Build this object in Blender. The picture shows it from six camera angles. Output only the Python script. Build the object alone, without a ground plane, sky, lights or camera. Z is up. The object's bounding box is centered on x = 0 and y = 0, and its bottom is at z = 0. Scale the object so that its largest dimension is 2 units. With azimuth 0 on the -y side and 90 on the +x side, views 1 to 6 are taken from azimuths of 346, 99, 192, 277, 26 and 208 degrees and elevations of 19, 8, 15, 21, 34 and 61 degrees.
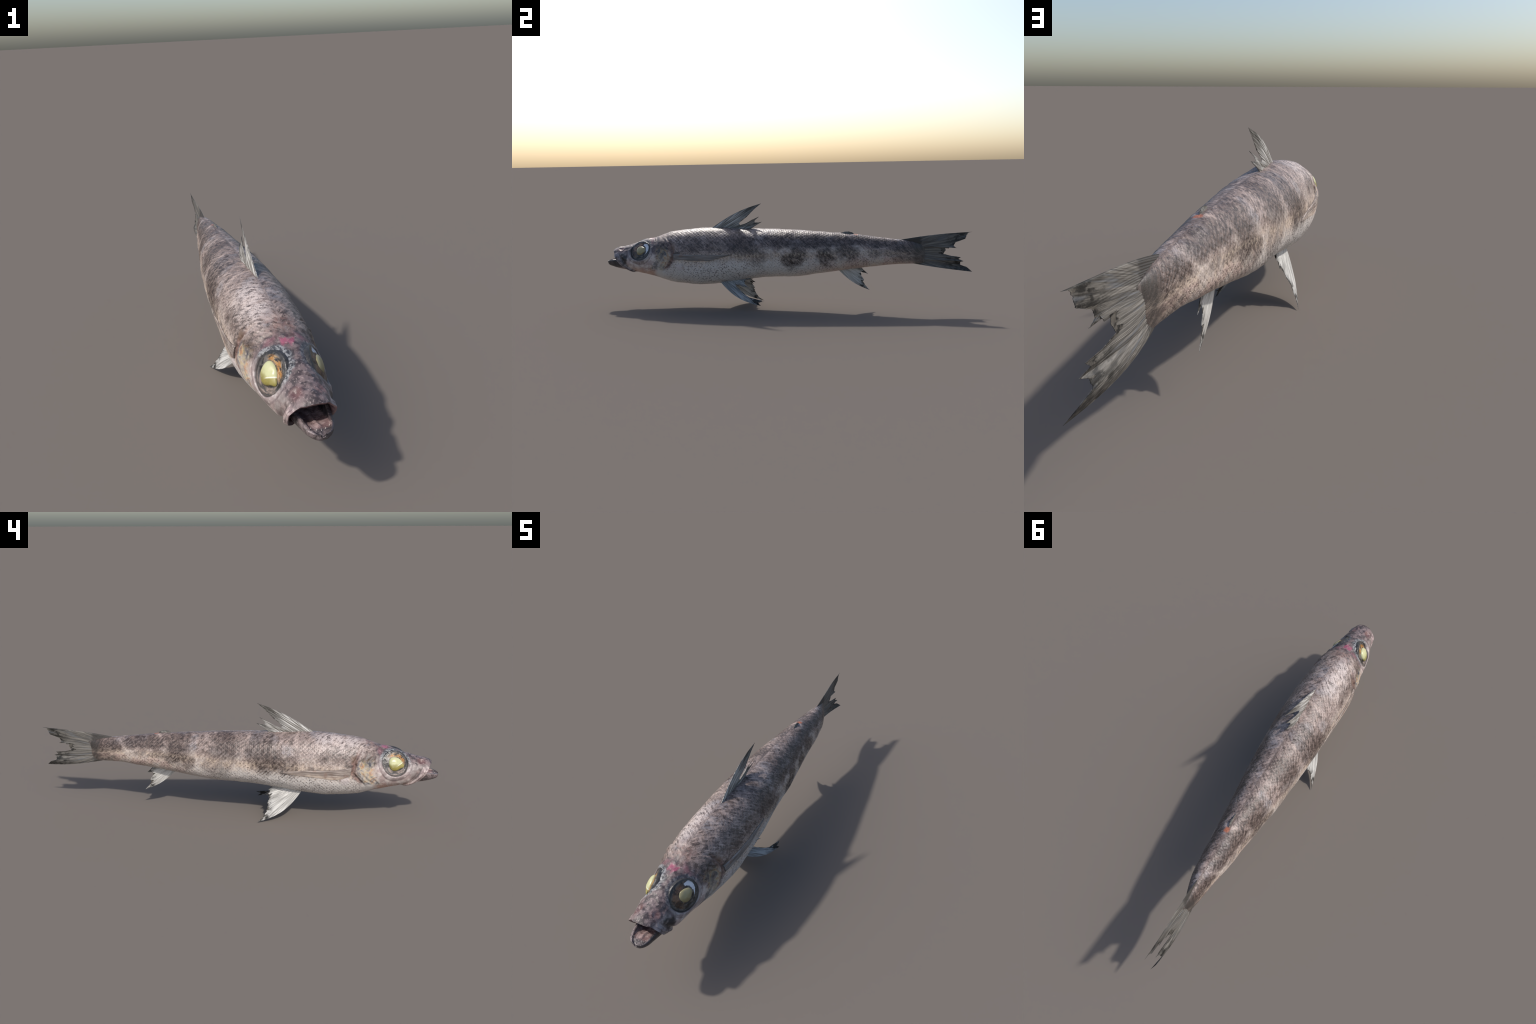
"""A dead deep-sea fish (slender, open mouth, big clouded eyes, torn fins), built from lofted sections."""
import bpy, math, random
import numpy as np
from mathutils import Vector

random.seed(7)
RNG = np.random.default_rng(7)

# ------------------------------------------------------------------ helpers
def pchip(xs, ys):
    """Monotone cubic through control points."""
    xs = np.asarray(xs, float); ys = np.asarray(ys, float)
    h = np.diff(xs); dl = np.diff(ys) / h
    m = np.zeros_like(xs); m[0], m[-1] = dl[0], dl[-1]
    for i in range(1, len(xs) - 1):
        if dl[i-1] * dl[i] > 0:
            w1, w2 = 2*h[i] + h[i-1], h[i] + 2*h[i-1]
            m[i] = (w1 + w2) / (w1/dl[i-1] + w2/dl[i])
    def f(x):
        x = np.clip(np.asarray(x, float), xs[0], xs[-1])
        i = np.clip(np.searchsorted(xs, x, side="right") - 1, 0, len(xs) - 2)
        t = (x - xs[i]) / h[i]
        return ((2*t**3 - 3*t**2 + 1)*ys[i] + (t**3 - 2*t**2 + t)*h[i]*m[i]
                + (-2*t**3 + 3*t**2)*ys[i+1] + (t**3 - t**2)*h[i]*m[i+1])
    return f

def sstep(a, b, x):
    t = np.clip((np.asarray(x, float) - a) / (b - a), 0, 1)
    return t*t*(3 - 2*t)

def gauss(x, s):
    return np.exp(-(np.asarray(x, float)/s)**2)

def vnoise(p, seed=0):
    """Smooth value noise in 3D on an (n,3) array, in -1..1."""
    p = np.asarray(p, float); i = np.floor(p).astype(np.int64); f = p - i; f = f*f*(3-2*f)
    def hsh(a, b, c):
        n = (a*73856093) ^ (b*19349663) ^ (c*83492791) ^ (seed*2654435761)
        n = (n ^ (n >> 13)) * 1274126177 & 0x7fffffff
        return ((n ^ (n >> 16)) & 0xffff) / 32767.5 - 1
    out = 0
    for dx in (0, 1):
        for dy in (0, 1):
            for dz in (0, 1):
                w = (f[:, 0] if dx else 1-f[:, 0])*(f[:, 1] if dy else 1-f[:, 1])*(f[:, 2] if dz else 1-f[:, 2])
                out = out + w*hsh(i[:, 0]+dx, i[:, 1]+dy, i[:, 2]+dz)
    return out

def make_mesh(name, verts, faces, mat, smooth=True):
    me = bpy.data.meshes.new(name)
    me.from_pydata([tuple(v) for v in verts], [], [tuple(int(k) for k in f) for f in faces])
    me.materials.append(mat)
    me.polygons.foreach_set("use_smooth", [smooth]*len(me.polygons))
    me.update()
    return me

def add_object(name, me, parent):
    o = bpy.data.objects.new(name, me)
    bpy.context.scene.collection.objects.link(o)
    o.parent = parent
    return o

def grid_faces(nu, nv, wrap_v=False, offset=0):
    f = []
    for i in range(nu-1):
        for j in range(nv if wrap_v else nv-1):
            k = (j+1) % nv
            f.append((offset+i*nv+j, offset+i*nv+k, offset+(i+1)*nv+k, offset+(i+1)*nv+j))
    return f

# ------------------------------------------------------------------ the body's measured sections
SECT = [  # y, back z, belly z, half width, side shift, height of the widest place
    (-.970, .296, .223, .018, .003, .56), (-.963, .312, .219, .045, .003, .56), (-.950, .321, .214, .055, .003, .56),
    (-.930, .327, .209, .061, .003, .56), (-.900, .331, .203, .068, .003, .55), (-.870, .340, .196, .077, .004, .51),
    (-.840, .351, .191, .087, .004, .48), (-.800, .365, .183, .0935, .003, .48), (-.770, .375, .177, .097, .003, .48),
    (-.700, .388, .159, .107, .003, .51), (-.660, .402, .146, .110, .003, .49), (-.620, .415, .134, .114, .003, .475),
    (-.540, .4255, .125, .123, .004, .445), (-.450, .434, .121, .126, .006, .436), (-.350, .438, .128, .1252, .007, .459),
    (-.220, .4315, .148, .124, .0066, .4725), (-.080, .430, .166, .116, .004, .48), (.080, .4238, .172, .1046, .004, .468),
    (.220, .414, .1915, .0895, .005, .43), (.360, .404, .2135, .073, .008, .40), (.500, .387, .232, .0595, .011, .387),
    (.600, .376, .243, .0445, .013, .415), (.680, .364, .245, .0275, .008, .447), (.720, .356, .246, .015, .004, .48),
    (.756, .345, .254, .0015, .003, .50)]
_S = np.array(SECT)
ZT, ZB, HW, CX, MW = [pchip(_S[:, 0], _S[:, k]) for k in range(1, 6)]

PINCH = pchip([-.97, -.90, -.85, -.79, -.74, -.69, -.62, .76], [.10, .17, .26, .34, .22, .06, .0, .0])  # the head narrows upward

def flank_shape(y, c):
    """Widening by height: full shoulders and a slightly keeled belly on the trunk, pinched upward on the head."""
    k = sstep(-.60, -.45, y)
    up, dn = np.clip(c, 0, 1), np.clip(-c, 0, 1)
    return 1 - PINCH(y)*up + k*(.09*up*(1-up) + .05*dn*(1-dn))

def section(y, th):
    """Point of the skin at length y and angle th (0 = back, pi = belly, positive = left side +x)."""
    zt, zb = ZT(y), ZB(y)
    zc = zb + MW(y)*(zt - zb)
    c, s = np.cos(th), np.sin(th)
    b = np.where(c >= 0, zt - zc, zc - zb)
    return np.stack([CX(y) + HW(y)*s*flank_shape(y, c), y + 0*th, zc + b*c], -1)

def skin_x(y, z, side):
    """x of the skin at (y, z) on one side."""
    zt, zb = ZT(y), ZB(y); zc = zb + MW(y)*(zt-zb)
    b = np.where(z >= zc, zt-zc, zc-zb)
    c = (z-zc)/b
    return CX(y) + side*HW(y)*np.sqrt(np.clip(1 - c*c, 0.02, 1))*flank_shape(y, c)

# eyes: place, outward axis and in-plane axes
EYE_Y, EYE_Z = -.784, .316
EYES = {}
for side in (1, -1):
    c = np.array([.077 if side > 0 else -.067, EYE_Y, EYE_Z])
    n = np.array([-.86, -.27, .44]) if side < 0 else np.array([.86, -.30, .45]); n /= np.linalg.norm(n)
    e1 = np.array([0, 1., 0]); e1 -= n*(e1 @ n); e1 /= np.linalg.norm(e1)
    e2 = np.cross(n, e1); e2 *= np.sign(e2[2])
    EYES[side] = (c, n, e1, e2)
OVAL = {1: .88, -1: .98}      # the left orbit is flatter

LIP = pchip([0, .10, .17, .40, .56, .79, .92, 1.0], [-.962, -.958, -.952, -.942, -.932, -.905, -.872, -.850])
# gill slit: y of the gill cover's rear edge by height
GILL = pchip([.18, .214, .243, .287, .327, .367, .40], [-.675, -.645, -.618, -.594, -.600, -.617, -.64])

def scale_relief(y, arc):
    """Overlapping round scales: height 0..1, rising to each scale's rear edge."""
    py, pa, R = .0195, .0098, .0125
    out = np.zeros_like(y)
    j0 = np.round(arc/pa).astype(int)
    for dj in range(-2, 3):
        j = j0 + dj
        off = (j % 2)*py/2
        i0 = np.round((y - off)/py)
        for di in (-1, 0, 1):
            yc = (i0+di)*py + off; ac = j*pa
            d2 = ((y-yc)**2 + (arc-ac)**2)/R**2
            h = np.where(d2 < 1, .5 + (y-yc)/(2*R), 0)
            out = np.maximum(out, h)
    return out

def build_skin():
    NT = 288
    s = np.concatenate([np.linspace(0, .06, 16)[:-1], np.linspace(.06, 1, 640)])
    th = np.linspace(-math.pi, math.pi, NT, endpoint=False)
    h = (1 - np.cos(th))/2
    lip = LIP(h)
    y_end = .756
    # rings start on the slanting lip line and turn upright by y = -.70
    Y = lip[None, :] + (y_end - lip[None, :])*s[:, None]
    base = y_end*s + (-.962)*(1-s)
    k = sstep(-.72, -.60, base)[:, None]
    Y = Y*(1-k) + base[:, None]*k
    TH = np.broadcast_to(th[None, :], Y.shape)
    P = section(Y, TH)
    def normals(P):
        du = np.gradient(P, axis=0)
        dv = np.roll(P, -1, 1) - np.roll(P, 1, 1)
        n = np.cross(dv, du); n /= np.linalg.norm(n, axis=-1, keepdims=True)+1e-12
        return n
    N = normals(P)
    c = P - np.stack([CX(Y), Y, (ZT(Y)+ZB(Y))/2], -1)
    N *= np.sign((N*c*np.array([1, 0, 1])).sum(-1).mean())
    # arc length round the ring from the back ridge
    seg = np.linalg.norm(np.diff(P, axis=1), axis=-1)
    cum = np.concatenate([np.zeros((len(s), 1)), np.cumsum(seg, 1)], 1)
    arc = np.abs(cum - cum[:, NT//2:NT//2+1])
    D = np.zeros(Y.shape)
    z = P[..., 2]; x = P[..., 0] - CX(Y)
    hv = (z - ZB(Y))/(ZT(Y)-ZB(Y))
    # scales on the trunk
    fade = sstep(-.68, -.58, Y)*(1-sstep(.66, .72, Y))*sstep(.02, .12, hv)
    D += fade*(scale_relief(Y, arc) - .6)*.0027
    # uneven flesh
    flat = P.reshape(-1, 3)
    D += .0016*vnoise(flat*22, 1).reshape(Y.shape)*sstep(-.97, -.8, Y)*(1-sstep(.6, .74, Y))
    D += .0007*vnoise(flat*70, 2).reshape(Y.shape)*(1-sstep(.6, .74, Y))
    # rough snout and crown
    crown = (1-sstep(-.74, -.66, Y))*sstep(.55, .8, hv)
    D += crown*(.0018*vnoise(flat*55, 3).reshape(Y.shape) + .0010*vnoise(flat*120, 4).reshape(Y.shape))
    # nostril hollows
    for sd in (1, -1):
        q = P - np.array([sd*.036+.004, -.908, .322])
        D += -.005*gauss(np.linalg.norm(q, axis=-1), .013) + .0025*gauss(np.linalg.norm(q, axis=-1)-.017, .006)
    # crown hollow between the eye ridges
    D += -.005*gauss(x, .020)*gauss(Y+.80, .06)*sstep(.6, .8, hv)
    D += -.003*gauss(np.hypot(x-.0, Y+.72), .02)*(hv > .7)
    # gill cover: raised plate, dark slit behind it
    g = Y - GILL(z) + .005*vnoise(np.stack([z.ravel()*55, np.sign(x).ravel()*3, 0*z.ravel()], -1), 9).reshape(Y.shape)
    band = sstep(.19, .25, z)*(1-sstep(.36, .40, z))*(np.abs(x) > .03)
    D += band*(.0034*sstep(-.10, -.02, g)*(1-sstep(-.004, .004, g)) - .006*gauss(g-.008, .007))
    plate = band*sstep(-.092, -.075, g)*(1-sstep(-.016, -.004, g))
    D += plate*(.0022*vnoise(flat*np.array([40, 62, 30]), 14).reshape(Y.shape) + .0012*np.sin(g*230 + 4*vnoise(flat*25, 15).reshape(Y.shape)))
    # cheek edge in front of the gill cover
    D += band*(-.0025*gauss(Y+.692-.25*np.maximum(0, .25-z), .007))
    # shoulder hollow and pale lobe below the breast fin's root
    D += band*(.003*gauss(np.hypot(Y+.548, (z-.235)*1.2), .024))
    # upper jaw bone (maxilla): raised strip along the lip, groove behind
    m = Y - lip[None, :]
    mx = sstep(.28, .52, h)[None, :]*(1-sstep(.955, .99, h))[None, :]
    wd = .022 + .010*h[None, :]
    D += mx*(.0055*(1-sstep(wd-.005, wd+.002, m)) - .0055*gauss(m-wd-.010, .010) - .0015*gauss(m-wd*.45, .003))
    D += mx*.0035*gauss(m-.018, .016)*sstep(.78, .92, h)[None, :]
    # throat keel
    D += .003*gauss(x, .012)*sstep(-.86, -.8, Y)*(1-sstep(-.66, -.58, Y))*(hv < .3)
    P2 = P + N*D[..., None]
    # eye sockets
    HV0 = hv
    for sd, (c, n, e1, e2) in EYES.items():
        q = P2 - c
        a, b, d = q @ e1, (q @ e2)/OVAL[sd], q @ n
        r = np.hypot(a, b)
        near = (np.sign(P[..., 0]-CX(Y)) == sd) & (d > -.06)
        inner = (1-sstep(.060, .0665, r))*near
        P2 += n*((-.011 - d)*inner)[..., None]*.95
        rim = gauss(r-.0705, .0055)*near
        grv = gauss(r-.083, .005)*near
        flat_rim = (1-sstep(.066, .088, r))*sstep(.0585, .0665, r)*near
        P2 += n*((.0015 - d)*flat_rim*.28*(1-sstep(.70, .92, HV0)))[..., None]
        low = 1-sstep(.70, .92, HV0)
        P2 += n*((rim*.0012 - grv*.0012)*low)[..., None]
    return P2, s, th, Y, hv, h

# ------------------------------------------------------------------ node helpers
class Nodes:
    def __init__(self, name):
        self.mat = bpy.data.materials.new(name); self.mat.use_nodes = True
        self.t = self.mat.node_tree; self.t.nodes.clear()
        self.out = self.n("ShaderNodeOutputMaterial")
        self.bsdf = self.n("ShaderNodeBsdfPrincipled")
        self.t.links.new(self.bsdf.outputs[0], self.out.inputs[0])
        self.pos = self.n("ShaderNodeTexCoord").outputs["Object"]
        sep = self.n("ShaderNodeSeparateXYZ"); self.link(self.pos, sep.inputs[0])
        self.x, self.y, self.z = sep.outputs
    def n(self, kind):
        return self.t.nodes.new(kind)
    def link(self, a, b):
        self.t.links.new(a, b)
    def put(self, sock, v):
        if isinstance(v, bpy.types.NodeSocket): self.link(v, sock)
        elif isinstance(v, (tuple, list)) and len(v) == 3 and sock.type == "RGBA": sock.default_value = (*v, 1)
        else: sock.default_value = v
    def m(self, op, a, b=0.0, c=None, clamp=False):
        nd = self.n("ShaderNodeMath"); nd.operation = op; nd.use_clamp = clamp
        self.put(nd.inputs[0], a); self.put(nd.inputs[1], b)
        if c is not None: self.put(nd.inputs[2], c)
        return nd.outputs[0]
    def add(self, a, b): return self.m("ADD", a, b)
    def sub(self, a, b): return self.m("SUBTRACT", a, b)
    def mul(self, a, b, clamp=False): return self.m("MULTIPLY", a, b, clamp=clamp)
    def mx(self, a, b): return self.m("MAXIMUM", a, b)
    def ramp(self, v, lo, hi, smooth=True):
        nd = self.n("ShaderNodeMapRange"); nd.interpolation_type = "SMOOTHSTEP" if smooth else "LINEAR"
        if isinstance(lo, bpy.types.NodeSocket):
            return self.m("LESS_THAN", v, lo)
        if lo > hi: lo, hi, a, b = hi, lo, 1.0, 0.0
        else: a, b = 0.0, 1.0
        self.put(nd.inputs[0], v)
        for k, q in enumerate((lo, hi, a, b)): nd.inputs[k+1].default_value = q
        return nd.outputs[0]
    def curve(self, v, lo, hi, pts):
        """Piecewise curve of v over lo..hi."""
        ys = [p[1] for p in pts]; y0, y1 = min(ys), max(ys)
        t = self.ramp(v, lo, hi, False)
        nd = self.n("ShaderNodeFloatCurve"); cv = nd.mapping.curves[0]
        q = [((p[0]-lo)/(hi-lo), (p[1]-y0)/(y1-y0)) for p in pts]
        cv.points[0].location, cv.points[1].location = q[0], q[-1]
        for p in q[1:-1]: cv.points.new(*p)
        nd.mapping.update()
        self.put(nd.inputs["Value"], t)
        return self.m("MULTIPLY_ADD", nd.outputs[0], y1-y0, y0)
    def vec(self, x, y, z=0.0):
        nd = self.n("ShaderNodeCombineXYZ")
        for k, q in enumerate((x, y, z)): self.put(nd.inputs[k], q)
        return nd.outputs[0]
    def noise(self, v, scale, detail=3.0, rough=.55, dist=0.0):
        nd = self.n("ShaderNodeTexNoise"); self.put(nd.inputs["Vector"], v)
        nd.inputs["Scale"].default_value = scale; nd.inputs["Detail"].default_value = detail
        nd.inputs["Roughness"].default_value = rough; nd.inputs["Distortion"].default_value = dist
        return nd.outputs[0]
    def noise_col(self, v, scale, detail=2.0):
        nd = self.n("ShaderNodeTexNoise"); self.put(nd.inputs["Vector"], v)
        nd.inputs["Scale"].default_value = scale; nd.inputs["Detail"].default_value = detail
        return nd.outputs["Color"]
    def voro(self, v, scale, feature="F1", rand=1.0, dims="3D"):
        nd = self.n("ShaderNodeTexVoronoi"); nd.voronoi_dimensions = dims; nd.feature = feature
        self.put(nd.inputs["Vector"], v); nd.inputs["Scale"].default_value = scale
        nd.inputs["Randomness"].default_value = rand
        return nd
    def mix(self, f, a, b, mode="MIX"):
        nd = self.n("ShaderNodeMix"); nd.data_type = "RGBA"; nd.blend_type = mode
        self.put(nd.inputs[0], f); self.put(nd.inputs[6], a); self.put(nd.inputs[7], b)
        return nd.outputs[2]
    def vmath(self, op, a, b):
        nd = self.n("ShaderNodeVectorMath"); nd.operation = op
        self.put(nd.inputs[0], a); self.put(nd.inputs[1], b)
        return nd.outputs[1] if op in ("LENGTH", "DISTANCE") else nd.outputs[0]
    def bump(self, height, dist, strength=1.0):
        nd = self.n("ShaderNodeBump"); nd.inputs["Distance"].default_value = dist; nd.inputs["Strength"].default_value = strength
        self.put(nd.inputs["Height"], height)
        self.link(nd.outputs[0], self.bsdf.inputs["Normal"])
    def finish(self, col, rough=.5, spec=.35):
        self.put(self.bsdf.inputs["Base Color"], col)
        self.put(self.bsdf.inputs["Roughness"], rough)
        self.put(self.bsdf.inputs["Specular IOR Level"], spec)
        return self.mat

def srgb(r, g, b, k=1.0):
    f = lambda c: (c/255/12.92 if c <= 10 else ((c/255+.055)/1.055)**2.4)*k
    return (f(r), f(g), f(b))

# ------------------------------------------------------------------ skin material
PALE = srgb(184, 171, 162); CREAM = srgb(198, 181, 162); PINK = srgb(174, 152, 143); GREY = srgb(134, 121, 115)
BROWN = srgb(82, 68, 62); DARK = srgb(56, 47, 44); BLUE = srgb(112, 118, 128)
BACK_DARK = srgb(58, 48, 44); BACK_LIGHT = srgb(138, 121, 114); FLECK = srgb(184, 166, 157)  # FLECK lightened to carry sun glints on the back's scales

# dark blotches: y, height (-1 belly .. 1 back), half length, half height, strength
BLOTCH_RIGHT = [(.66, .45, .075, .5, .85), (.67, -.45, .06, .4, .6), (.50, .66, .07, .40, .75), (.40, .62, .05, .35, .75), (.47, .05, .03, .2, .4),
                (.28, .62, .065, .45, .8), (.375, .0, .045, .22, .55), (.285, -.02, .05, .34, .75), (.235, -.06, .04, .30, .6), (.07, -.30, .06, .38, .42), (.03, .64, .075, .45, .7),
                (-.13, .58, .065, .45, .75), (-.18, .15, .065, .45, .75), (-.26, -.02, .06, .20, .6), (-.40, .0, .04, .15, .45), (-.48, .52, .06, .22, .45),
                (-.56, .50, .05, .22, .5), (-.665, .48, .03, .2, .7)]
BLOTCH_LEFT = [(.66, .35, .06, .5, .85), (.67, -.45, .06, .4, .6), (.52, .62, .12, .24, .85), (.36, .62, .12, .26, .85), (.58, .0, .05, .25, .5), (.50, -.02, .03, .2, .5),
               (.36, .0, .045, .40, .75), (.255, .0, .05, .45, .8), (.18, .62, .12, .26, .9), (.075, -.08, .045, .50, .75), (.0, .62, .1, .24, .85),
               (-.13, .1, .05, .45, .5), (-.20, .45, .08, .40, .85), (-.36, .5, .12, .26, .4), (-.48, .45, .06, .26, .45), (-.66, .45, .06, .3, .8)]

def skin_material():
    g = Nodes("fish_skin")
    x, y, z = g.x, g.y, g.z
    zm = g.curve(y, -1, .76, [(p[0], (p[1]+p[2])/2) for p in SECT[3::2]] + [(.752, .30)])
    hh = g.curve(y, -1, .76, [(p[0], (p[1]-p[2])/2) for p in SECT[3::2]] + [(.752, .046)])
    xr = g.sub(x, .005)
    zr = g.sub(z, zm)
    hv = g.m("DIVIDE", zr, hh)
    ax = g.m("ABSOLUTE", xr)
    phi = g.m("ARCTAN2", ax, zr)
    arc = g.mul(phi, g.mul(hh, .92))
    left = g.ramp(xr, -.004, .004)
    sidez = g.mul(left, 3.7)
    uv = g.vec(y, arc, sidez)                       # along the fish, round the fish, side
    wob = g.noise_col(uv, 9, 3)
    wob2 = g.noise_col(uv, 38, 3)
    uvw = g.vmath("ADD", uv, g.vmath("MULTIPLY", g.vmath("SUBTRACT", wob2, (.5, .5, .5)), (.03, .03, 0)))
    # distorted blotch coordinates
    sw = g.n("ShaderNodeSeparateColor"); g.link(wob, sw.inputs[0])
    sw2 = g.n("ShaderNodeSeparateColor"); g.link(wob2, sw2.inputs[0])
    yb = g.add(y, g.add(g.mul(g.sub(sw.outputs[0], .5), .16), g.mul(g.sub(sw2.outputs[0], .5), .06)))
    hb = g.add(hv, g.add(g.mul(g.sub(sw.outputs[1], .5), .7), g.mul(g.sub(sw2.outputs[1], .5), .5)))
    def blots(lst):
        tot = None
        for (y0, h0, ry, rh, st) in lst:
            a = g.mul(g.sub(yb, y0), 1/ry); b = g.mul(g.sub(hb, h0), 1/rh)
            d = g.add(g.mul(a, a), g.mul(b, b))
            v = g.mul(g.ramp(d, 2.3, .12), min(1.0, st*1.28))
            tot = v if tot is None else g.mx(tot, v)
        return tot
    bl = g.m("ADD", g.mul(blots(BLOTCH_LEFT), left), g.mul(blots(BLOTCH_RIGHT), g.sub(1.0, left)))
    # pale ground colour
    n1 = g.noise(uv, 14, 4)
    n2 = g.noise(uvw, 60, 4, .62)
    slant = lambda k1, k2: g.vec(g.mul(g.sub(y, arc), k1), g.mul(g.add(y, arc), k2), sidez)
    n3 = g.noise(slant(88.0, 22.0), 1.0, 4, .68)            # slanting strokes
    n4 = g.noise(slant(46.0, 17.0), 1.0, 3, .6)
    nf = g.noise(uv, 210, 3, .6)
    fine = g.add(g.mul(n3, .70), g.mul(nf, .30))
    col = g.mix(g.ramp(n1, .40, .60), PALE, PINK)
    col = g.mix(g.mul(g.ramp(n2, .48, .66), .6), col, CREAM)
    col = g.mix(g.mul(g.mul(g.ramp(g.add(g.mul(n4, .5), g.mul(fine, .5)), .55, .42), g.ramp(hv, -.6, .1)), .55), col, GREY)
    pale_belly = g.mul(g.ramp(g.add(hv, g.mul(g.sub(n2, .5), .5)), .05, -.45), g.ramp(y, .40, .0))
    col = g.mix(g.mul(pale_belly, .68), col, srgb(212, 208, 204))
    warm = g.mul(g.ramp(g.m('ABSOLUTE', g.sub(hv, .02)), .34, .05), g.mul(g.ramp(n1, .42, .58), g.ramp(fine, .38, .52)))
    col = g.mix(g.mul(warm, .5), col, srgb(216, 198, 176))
    # scale cells: darker middles, light rims
    sc_ = g.noise(uvw, 46, 3, .6)
    suv = g.vec(g.mul(y, 1.0), g.mul(arc, 1.25), sidez)
    jit = g.add(g.mul(g.sub(n2, .5), 3.4), g.mul(g.sub(n1, .5), 5.0))
    d1 = g.m("ABSOLUTE", g.m("SINE", g.add(g.mul(g.sub(y, arc), math.pi/.0195), jit)))
    d2 = g.m("ABSOLUTE", g.m("SINE", g.add(g.mul(g.add(y, arc), math.pi/.0195), jit)))
    edge = g.mx(g.ramp(d1, .42, .05), g.mul(g.ramp(d2, .38, .05), .45))
    edge = g.mul(edge, g.ramp(g.add(g.mul(n4, .6), g.mul(sc_, .4)), .40, .58))
    vc = g.voro(suv, 58, "F1", .6)
    sc = g.n("ShaderNodeSeparateColor"); g.link(vc.outputs["Color"], sc.inputs[0])
    # back: mottled brown-grey with pinkish light flecks
    back = g.ramp(g.add(hv, g.add(g.mul(g.sub(n1, .5), .8), g.mul(g.sub(n2, .5), .7))), .02, .50)
    bcol = g.mix(g.ramp(g.add(g.mul(n2, .35), g.mul(fine, .65)), .42, .57), BACK_DARK, BACK_LIGHT)
    bcol = g.mix(g.mul(g.ramp(sc.outputs[0], .35, .8), .45), bcol, srgb(156, 141, 136))
    bcol = g.mix(g.mul(g.ramp(sc.outputs[1], .5, .9), .45), bcol, srgb(78, 67, 64))
    bcol = g.mix(g.mul(g.mul(edge, g.ramp(fine, .40, .54)), .62), bcol, FLECK)
    bcol = g.mix(g.mul(g.ramp(sw.outputs[2], .5, .62), g.mul(g.ramp(fine, .40, .55), .45)), bcol, BLUE)
    # broad lighter and darker saddles across the back
    sad = g.noise(g.vec(g.mul(y, 15.0), g.mul(arc, 4.0), 0.0), 1.0, 2)
    bcol = g.mix(g.mul(g.ramp(sad, .44, .36), .55), bcol, BROWN)
    bcol = g.mix(g.mul(g.mul(g.ramp(sad, .54, .64), g.ramp(fine, .40, .56)), .5), bcol, FLECK)
    ridge = g.ramp(g.m("ABSOLUTE", g.add(xr, g.mul(g.sub(n2, .5), .012))), .006, .001)
    bcol = g.mix(g.mul(g.mul(ridge, g.ramp(hv, .7, .9)), g.mul(g.ramp(y, -.2, .0), .5)), bcol, BROWN)
    col = g.mix(g.mul(back, .95), col, bcol)
    # sun highlight painted pale on the right shoulder behind the head
    sh = g.mul(g.mul(g.ramp(yb, -.66, -.58), g.ramp(yb, -.34, -.48)), g.mul(g.ramp(hb, .40, .65), g.ramp(xr, .01, -.03)))
    col = g.mix(g.mul(g.mul(sh, g.ramp(fine, .42, .56)), .75), col, srgb(196, 182, 176))
    soft = g.mul(g.ramp(g.m('ABSOLUTE', hv), .95, .7), g.mul(g.ramp(y, -.66, -.56), g.ramp(y, .70, .6)))
    col = g.mix(g.mul(g.mul(edge, soft), .24), col, srgb(208, 196, 188))
    col = g.mix(g.mul(g.mul(g.mul(g.ramp(d1, .75, .98), g.ramp(d2, .75, .98)), soft), .22), col, srgb(92, 80, 74))
    # blotches, broken by grain
    grain = g.ramp(g.add(g.mul(fine, .6), g.mul(n2, .4)), .42, .58)
    col = g.mix(g.mul(bl, g.m("MULTIPLY_ADD", grain, -.45, 1.1), clamp=True), col, g.mix(grain, DARK, BROWN))
    # freckles
    uvd = g.vmath("ADD", uv, g.vmath("MULTIPLY", g.vmath("SUBTRACT", wob2, (.5, .5, .5)), (.010, .010, 0)))
    dn = g.voro(uvd, 122, "F1", .85)
    dc = g.n("ShaderNodeSeparateColor"); g.link(dn.outputs["Color"], dc.inputs[0])
    dot = g.mul(g.ramp(dn.outputs["Distance"], .46, .32), g.ramp(dc.outputs[0], .20, .40))
    flank = g.mul(g.ramp(hv, .62, .3), g.mul(g.ramp(y, -.70, -.56), g.ramp(y, .72, .6)))
    flank = g.mul(flank, g.ramp(hv, -1.02, -.80))
    dens = g.m("MULTIPLY_ADD", g.ramp(n1, .38, .58), .45, .32)
    breast = g.mul(g.mul(g.ramp(y, -.66, -.40), g.ramp(y, .0, -.25)), g.ramp(hv, .0, -.35))
    # rows of freckles slanting across the breast
    row = g.m("SINE", g.add(g.mul(g.sub(y, arc), 330.0), g.mul(g.sub(n2, .5), 6.0)))
    row = g.ramp(row, -.5, .4)
    col = g.mix(g.mul(g.mul(breast, g.ramp(row, 1.0, 0.0)), .55), col, srgb(206, 202, 198))
    dotm = g.mul(dot, g.mx(g.mul(flank, dens), g.mul(g.mul(breast, row), .95)))
    col = g.mix(g.mul(dotm, .85), col, srgb(66, 56, 52))
    # lateral line: faint cream beads
    ll = g.mul(g.ramp(g.m("ABSOLUTE", g.sub(hv, .06)), .09, .0), g.mul(g.ramp(y, -.58, -.5), g.ramp(y, .66, .5)))
    bead = g.ramp(g.m("SINE", g.add(g.mul(y, 322.0), g.mul(g.sub(n2, .5), 5.0))), -.2, .8)
    col = g.mix(g.mul(g.mul(g.mul(ll, bead), g.ramp(n1, .40, .60)), .32), col, srgb(206, 190, 168))
    seam = g.mul(g.mul(g.ramp(g.m("ABSOLUTE", g.sub(hv, .06)), .35, .1), g.mul(g.ramp(y, -.58, -.5), g.ramp(y, .1, -.1))), g.mul(g.ramp(bead, .4, .0), .16))
    col = g.mix(seam, col, BROWN)
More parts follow.
